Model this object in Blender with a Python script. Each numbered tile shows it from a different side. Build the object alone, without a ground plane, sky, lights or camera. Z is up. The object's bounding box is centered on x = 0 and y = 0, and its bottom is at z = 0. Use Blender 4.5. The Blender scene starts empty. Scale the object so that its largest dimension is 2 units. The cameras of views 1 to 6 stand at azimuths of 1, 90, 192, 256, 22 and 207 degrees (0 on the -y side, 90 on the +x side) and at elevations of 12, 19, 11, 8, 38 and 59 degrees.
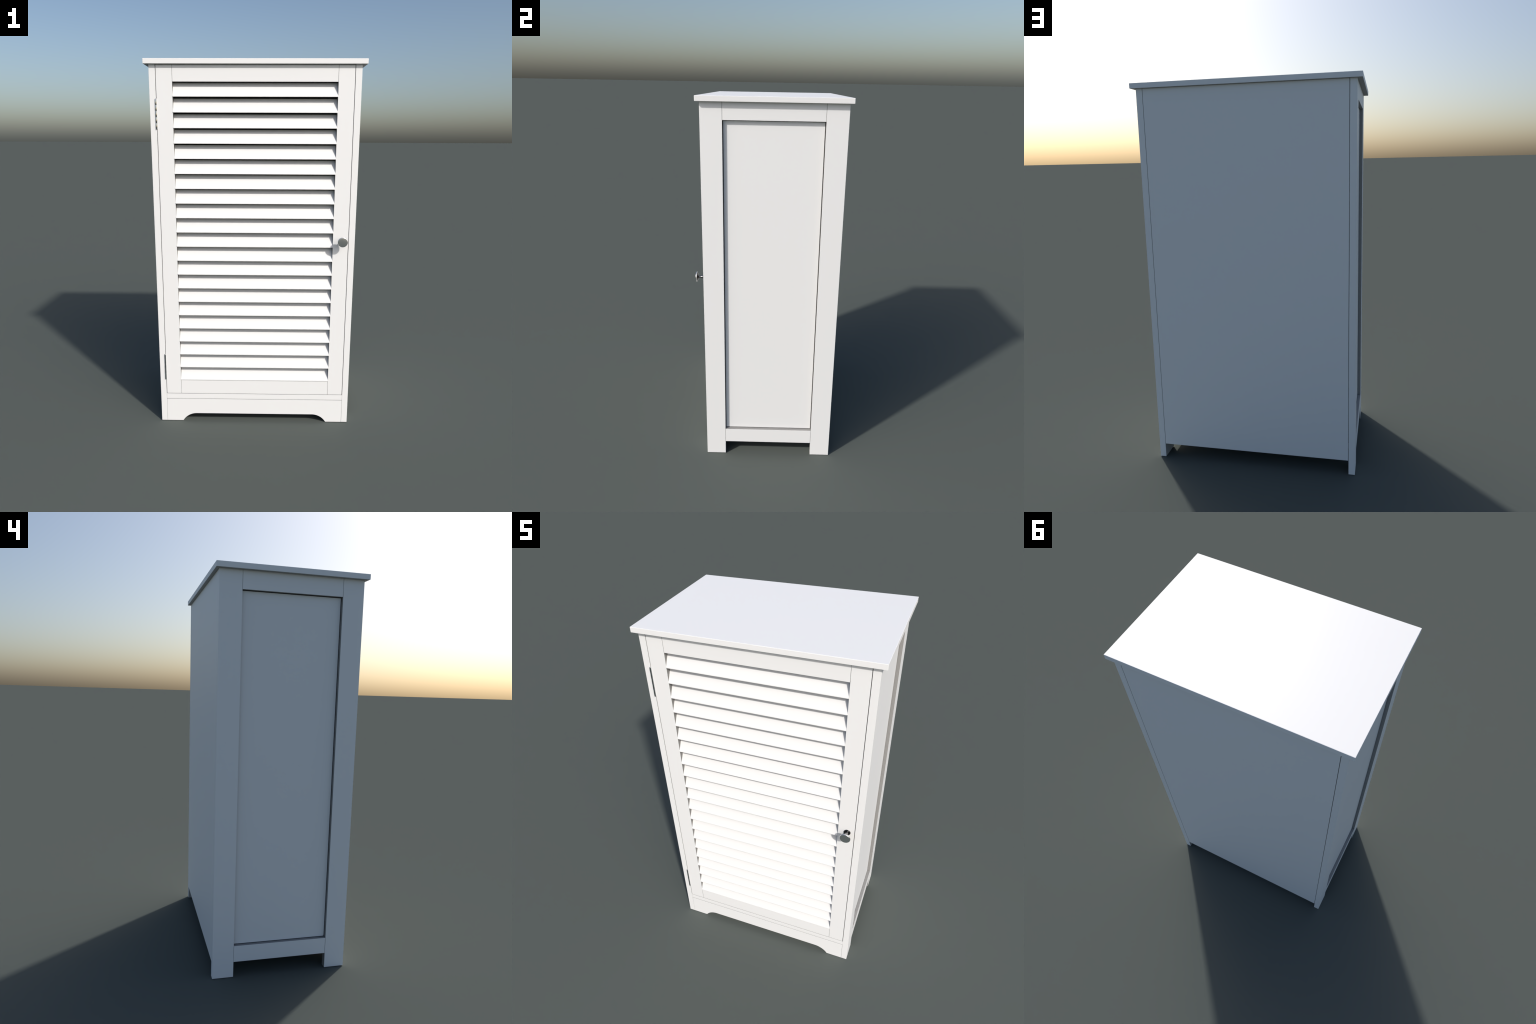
import bpy, bmesh, math
from mathutils import Vector

# ------------------------------------------------------------------ sizes (m)
TOP_X, TOP_Y0, TOP_Y1, TOP_Z0, TOP_Z1 = 0.5640, -0.3555, 0.3850, 1.9745, 2.0
BODY_X, FRONT, BACK = 0.5390, -0.3370, 0.3675
POST_T = 0.0328                      # thickness of a post across the front
POST_F, POST_B = -0.2305, 0.2600     # inner side edges of front and back posts
SIDE_RAIL_Z = (0.0802, 0.1650, 1.8905)
PANEL_X = 0.5200                     # face of the recessed side panels
DOOR_X, DOOR_T = 0.5037, 0.0400
OPEN_X = 0.4214                      # half width of the louvre opening
DOOR_Z0, DOOR_Z1 = 0.1718, 1.9725
OPEN_Z0, OPEN_Z1 = 0.2555, 1.8906
SHELF_Z0, SHELF_Z1 = 0.1386, 0.1704
SLATS, PITCH = 21, 0.07804
SLAT_Z, SLAT_Y = 0.2563, -0.3398     # front lower edge of the lowest slat
KNOB = (0.4680, 1.0745)
HINGE_X, HINGE_Z = -0.5075, ((0.2603, 0.4137), (1.6555, 1.8085))

# ------------------------------------------------------------------ materials
def node_mat(name):
    m = bpy.data.materials.new(name)
    m.use_nodes = True
    nt = m.node_tree
    return m, nt, nt.nodes["Principled BSDF"]

def white_paint(name, base, rough):
    m, nt, p = node_mat(name)
    co = nt.nodes.new("ShaderNodeTexCoord")
    n = nt.nodes.new("ShaderNodeTexNoise")
    n.inputs["Scale"].default_value = 3.0
    n.inputs["Detail"].default_value = 3.0
    r = nt.nodes.new("ShaderNodeValToRGB")
    r.color_ramp.elements[0].color = (*[c * 0.994 for c in base], 1)
    r.color_ramp.elements[1].color = (*base, 1)
    nt.links.new(co.outputs["Object"], n.inputs["Vector"])
    nt.links.new(n.outputs["Fac"], r.inputs["Fac"])
    nt.links.new(r.outputs["Color"], p.inputs["Base Color"])
    p.inputs["Roughness"].default_value = rough
    return m

def metal(name, base, rough):
    m, nt, p = node_mat(name)
    co = nt.nodes.new("ShaderNodeTexCoord")
    n = nt.nodes.new("ShaderNodeTexNoise")
    n.inputs["Scale"].default_value = 60.0
    mr = nt.nodes.new("ShaderNodeMapRange")
    mr.inputs["To Min"].default_value = rough * 0.9
    mr.inputs["To Max"].default_value = rough * 1.1
    nt.links.new(co.outputs["Object"], n.inputs["Vector"])
    nt.links.new(n.outputs["Fac"], mr.inputs["Value"])
    nt.links.new(mr.outputs["Result"], p.inputs["Roughness"])
    p.inputs["Base Color"].default_value = (*base, 1)
    p.inputs["Metallic"].default_value = 1.0
    return m

PAINT = white_paint("white_satin_paint", (0.915, 0.915, 0.915), 0.5)
EDGE = white_paint("grey_baked_recess_shade", (0.27, 0.267, 0.263), 0.6)  # white paint darkened: recess occlusion put into the colour
DOOR_EDGE = white_paint("grey_baked_reveal_shade", (0.20, 0.198, 0.195), 0.6)  # white stile edges greyed for occlusion beside the slats
INNER = white_paint("dark_baked_gap_shade", (0.045, 0.045, 0.046), 0.8)  # near-black base paints the shadow inside gaps and grooves
INSIDE = white_paint("grey_baked_leg_shade", (0.46, 0.458, 0.455), 0.6)  # base lowered to the shaded look of the inner legs
UNDER = white_paint("grey_baked_overhang_shade", (0.38, 0.378, 0.375), 0.6)  # shade beneath the top's overhang baked in as grey
SLAT_PAINT = white_paint("white_slat_paint", (0.845, 0.845, 0.845), 0.5)  # toned down from the body white so shadowed slat bands read darker
CHROME = metal("polished_chrome", (0.95, 0.95, 0.95), 0.22)
STEM = metal("dark_grey_stem", (0.28, 0.28, 0.28), 0.25)
NICKEL = metal("shade_darkened_chrome", (0.10, 0.10, 0.10), 0.30)  # contact shade behind the knob head and on the rose, tinted into the metal
STEEL = metal("hinge_steel", (0.58, 0.59, 0.60), 0.09)

# ------------------------------------------------------------------ helpers
def link(ob, parent):
    bpy.context.scene.collection.objects.link(ob)
    if parent is not None:
        ob.parent = parent
    return ob

def finish(name, bm, mat, parent, smooth=False, at=(0, 0, 0)):
    bmesh.ops.recalc_face_normals(bm, faces=bm.faces)
    me = bpy.data.meshes.new(name)
    bm.to_mesh(me)
    bm.free()
    me.materials.append(mat)
    if smooth:
        for f in me.polygons:
            f.use_smooth = True
        me.set_sharp_from_angle(angle=math.radians(50))
    ob = link(bpy.data.objects.new(name, me), parent)
    ob.location = at
    return ob

def board(name, x, y, z, parent, bevel=0.0007, mat=None, edges="", edge_mat=None):
    """A straight board between two corners, edges softly eased.
    edges: sides such as "+x -z" coloured darker with edge_mat for crevice shade."""
    bm = bmesh.new()
    bmesh.ops.create_cube(bm, size=1)
    c = [(a[0] + a[1]) / 2 for a in (x, y, z)]
    d = [a[1] - a[0] for a in (x, y, z)]
    for v in bm.verts:
        v.co = Vector((v.co.x * d[0], v.co.y * d[1], v.co.z * d[2]))
    if bevel:
        bmesh.ops.bevel(bm, geom=list(bm.edges), offset=bevel, segments=2,
                        profile=0.5, affect='EDGES')
    for f in bm.faces:
        f.normal_update()
        for e in edges.split():
            if f.normal["xyz".index(e[1])] * (1 if e[0] == "+" else -1) > 0.9:
                f.material_index = 1
    ob = finish(name, bm, mat or PAINT, parent, at=c)
    ob.data.materials.append(edge_mat or EDGE)
    return ob

def prism_y(name, outline, y0, y1, parent, bevel=0.0004):
    """Extrude an (x, z) outline from y0 to y1."""
    bm = bmesh.new()
    f = bm.faces.new([bm.verts.new((a, y0, b)) for a, b in outline])
    r = bmesh.ops.extrude_face_region(bm, geom=[f])
    for v in r["geom"]:
        if isinstance(v, bmesh.types.BMVert):
            v.co.y = y1
    if bevel:
        e = [e for e in bm.edges if len(e.link_faces) == 2
             and e.calc_face_angle(0) > math.radians(40)]
        bmesh.ops.bevel(bm, geom=e, offset=bevel, segments=2, profile=0.5, affect='EDGES')
    bmesh.ops.recalc_face_normals(bm, faces=bm.faces)
    for f in bm.faces:                       # seam sides coloured near black to draw the shadow line
        f.normal_update()
        if f.normal.z > 0.5 or abs(f.normal.x) > 0.99:
            f.material_index = 1
    ob = finish(name, bm, PAINT, parent)
    ob.data.materials.append(INNER)
    return ob

def lathe(name, profile, parent, mat, axis, at, steps=48):
    """Revolve (radius, along) pairs about the local axis 'Y' or 'Z'."""
    bm = bmesh.new()
    rings = []
    for r, h in profile:
        if r < 1e-6:
            rings.append([bm.verts.new((0, h, 0) if axis == 'Y' else (0, 0, h))])
            continue
        ring = []
        for i in range(steps):
            a = 2 * math.pi * i / steps
            u, w = r * math.cos(a), r * math.sin(a)
            ring.append(bm.verts.new((u, h, w) if axis == 'Y' else (u, w, h)))
        rings.append(ring)
    for a, b in zip(rings, rings[1:]):
        for i in range(steps):
            j = (i + 1) % steps
            if len(a) == 1:
                bm.faces.new((a[0], b[i], b[j]))
            elif len(b) == 1:
                bm.faces.new((a[i], a[j], b[0]))
            else:
                bm.faces.new((a[i], a[j], b[j], b[i]))
    return finish(name, bm, mat, parent, smooth=True, at=at)

# ------------------------------------------------------------------ cabinet
cab = link(bpy.data.objects.new("louvered_cabinet", None), None)
cab["label"] = "tall white wooden cabinet with one louvred door and chrome knob"
cab["category"] = "cabinet"

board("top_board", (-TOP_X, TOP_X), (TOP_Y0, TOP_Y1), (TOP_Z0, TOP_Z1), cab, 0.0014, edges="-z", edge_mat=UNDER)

for s in (-1, 1):
    xs = sorted((s * (BODY_X - POST_T), s * BODY_X))
    for ys, side in (((FRONT, POST_F), "+y"), ((POST_B, BACK), "-y")):
        post = board("post", xs, ys, (0.0, TOP_Z0), cab, edges=side)
        post.data.materials.append(INSIDE)
        for f in post.data.polygons:             # inner face greyed to its shaded tone
            if f.normal.x * s < -0.9:
                f.material_index = 2
    rx = sorted((s * 0.5130, s * (BODY_X - 0.0003)))
    gap = 0.0010
    board("side_rail", rx, (POST_F + gap, POST_B - gap), (SIDE_RAIL_Z[2], TOP_Z0), cab, edges="-z +y -y")
    board("side_rail", rx, (POST_F + gap, POST_B - gap), SIDE_RAIL_Z[:2], cab, edges="+z +y -y")
    # groove and dark board modelled to draw the panel's occlusion line
    g = 0.0034
    px = sorted((s * 0.5125, s * PANEL_X))
    board("side_panel", px, (POST_F + g, POST_B - g), (SIDE_RAIL_Z[1] + g, SIDE_RAIL_Z[2] - g),
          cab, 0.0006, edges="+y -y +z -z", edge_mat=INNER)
    board("groove_shadow_board", sorted((s * 0.5076, s * 0.5120)), (POST_F + 0.0003, POST_B - 0.0003),
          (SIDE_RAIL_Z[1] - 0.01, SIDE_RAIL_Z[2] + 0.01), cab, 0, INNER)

board("back_panel", (-0.5040, 0.5045), (BACK - 0.014, BACK - 0.0003), (0.0777, TOP_Z0 - 0.0005), cab, 0.0005, edges="+x -x")
board("bottom_shelf", (-0.5058, 0.5058), (FRONT, BACK - 0.0150), (SHELF_Z0, SHELF_Z1), cab, edges="+z -z", edge_mat=INNER)

# skirt with a shallow arch: quarter curves rising from the two feet
def skirt_outline():
    w, h, foot, flat, rad = 0.5054, SHELF_Z0 - 0.0012, 0.4136, 0.3350, 0.0457
    R = ((foot - flat) ** 2 + rad ** 2) / (2 * rad)
    end = math.asin((foot - flat) / R)
    arc = [(flat + R * math.sin(end * i / 12), rad - R + R * math.cos(end * i / 12)) for i in range(13)]
    right = [(x, max(z, 0.0)) for x, z in reversed(arc)]
    left = [(-x, max(z, 0.0)) for x, z in arc]
    return [(w, 0.0)] + right + left + [(-w, 0.0), (-w, h), (w, h)]
prism_y("skirt", skirt_outline(), FRONT, FRONT + 0.0220, cab)

# ------------------------------------------------------------------ door
door = link(bpy.data.objects.new("door", None), cab)
DY = (FRONT, FRONT + DOOR_T)
for s in (-1, 1):
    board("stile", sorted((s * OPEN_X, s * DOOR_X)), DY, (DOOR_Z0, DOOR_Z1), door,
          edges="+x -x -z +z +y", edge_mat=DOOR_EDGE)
RX = (-OPEN_X + 0.0009, OPEN_X - 0.0009)
RY = (DY[0] + 0.0001, DY[1] - 0.0001)
board("door_rail", RX, RY, (OPEN_Z1, DOOR_Z1), door, edges="+x -x -z +z +y", edge_mat=INNER)
board("door_rail", RX, RY, (DOOR_Z0, OPEN_Z0), door, edges="+x -x -z +y", edge_mat=INNER)

# slats: thin boards leaning back at about 66 degrees, cut level at the foot
SLOPE = Vector((0, 0.0258, 0.0490)).normalized()
def slat_mesh():
    bm = bmesh.new()
    w = OPEN_X - 0.0003
    rise, t, nose = 0.0710, 0.0085, 0.0030
    run = (rise - nose) * SLOPE.y / SLOPE.z
    sec = [(0, 0), (0, nose), (run, rise), (run + t, rise), (t, 0.0012)]
    f = bm.faces.new([bm.verts.new((-w, y, z)) for y, z in sec])
    r = bmesh.ops.extrude_face_region(bm, geom=[f])
    for v in r["geom"]:
        if isinstance(v, bmesh.types.BMVert):
            v.co.x = w
    e = [e for e in bm.edges if abs(e.verts[0].co.x - e.verts[1].co.x) > 0.1]
    bmesh.ops.bevel(bm, geom=e, offset=0.0004, segments=1, profile=0.5, affect='EDGES')
    bmesh.ops.recalc_face_normals(bm, faces=bm.faces)
    for f in bm.faces:                       # back and foot blackened to deepen shadow between slats
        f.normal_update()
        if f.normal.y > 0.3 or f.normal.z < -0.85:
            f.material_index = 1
    return bm
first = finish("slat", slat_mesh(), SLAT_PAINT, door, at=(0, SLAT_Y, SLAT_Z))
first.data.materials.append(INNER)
for i in range(1, SLATS):
    c = first.copy()
    c.name = "slat"
    link(c, door)
    c.location = (0, SLAT_Y, SLAT_Z + PITCH * i)

board("gap_shadow_board", (-OPEN_X - 0.02, OPEN_X + 0.02), (DY[1] + 0.0003, DY[1] + 0.0040),  # black board modelled to show darkness through the slats
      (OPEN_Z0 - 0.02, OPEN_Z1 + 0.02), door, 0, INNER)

# ------------------------------------------------------------------ knob
knob = link(bpy.data.objects.new("knob", None), door)
knob.location = (KNOB[0], FRONT, KNOB[1])
HEAD_R, FACE_R, RIM_Y, TIP_Y, NECK_Y = 0.0270, 0.0240, -0.0440, -0.0482, -0.0310

def head_profile():
    p = [(0, TIP_Y), (FACE_R * 0.5, TIP_Y + 0.0001), (FACE_R, TIP_Y + 0.0005)]
    for i in range(1, 9):                        # rounded shoulder down to the rim
        a = math.pi / 2 * i / 8
        p.append((FACE_R + (HEAD_R - FACE_R) * math.sin(a),
                  RIM_Y + (TIP_Y + 0.0005 - RIM_Y) * math.cos(a)))
    return p + [(HEAD_R, RIM_Y + 0.0012), (HEAD_R - 0.0012, RIM_Y + 0.0022)]

def cone_profile():
    p = []
    for i in range(9):                           # underside tapering to the stem
        a = i / 8
        p.append((HEAD_R - 0.0012 + (0.0062 - HEAD_R + 0.0012) * a,
                  RIM_Y + 0.0022 + (NECK_Y - RIM_Y - 0.0022) * a ** 1.1))
    return p

lathe("knob_head", head_profile(), knob, CHROME, 'Y', (0, 0, 0))
lathe("knob_underside", cone_profile(), knob, NICKEL, 'Y', (0, 0, 0))
lathe("knob_stem", [(0.0062, NECK_Y - 0.0005), (0.0058, -0.0250), (0.0066, -0.0190), (0.0080, -0.0140),
                    (0.0082, -0.0100), (0.0070, -0.0060), (0.0070, -0.0030)], knob, STEM, 'Y', (0, 0, 0), 32)
lathe("knob_rose", [(0, -0.0042), (0.0120, -0.0042), (0.0158, -0.0038), (0.0170, -0.0026), (0.0170, 0.0005)],
      knob, NICKEL, 'Y', (0, 0, 0))

# ------------------------------------------------------------------ hinges
def knuckle_profile(length, r=0.0048, bulge=0.0005, n=14):
    p = [(0, 0)]
    for i in range(n + 1):
        a = i / n
        p.append((r - bulge + bulge * math.sin(math.pi * a), length * a))
    return p + [(0, length)]

for z0, z1 in HINGE_Z:
    h = link(bpy.data.objects.new("hinge", None), door)
    step = (z1 - z0 - 0.003) / 5
    for i in range(5):
        lathe("knuckle", knuckle_profile(step - 0.0002), h, STEEL, 'Z',
              (HINGE_X, FRONT - 0.0008, z0 + step * i), 24)
    lathe("pin", [(0.0042, 0), (0.0040, 0.0012), (0.0030, 0.0025), (0, 0.003)], h, STEEL, 'Z',
          (HINGE_X, FRONT - 0.0008, z1 - 0.0032), 24)
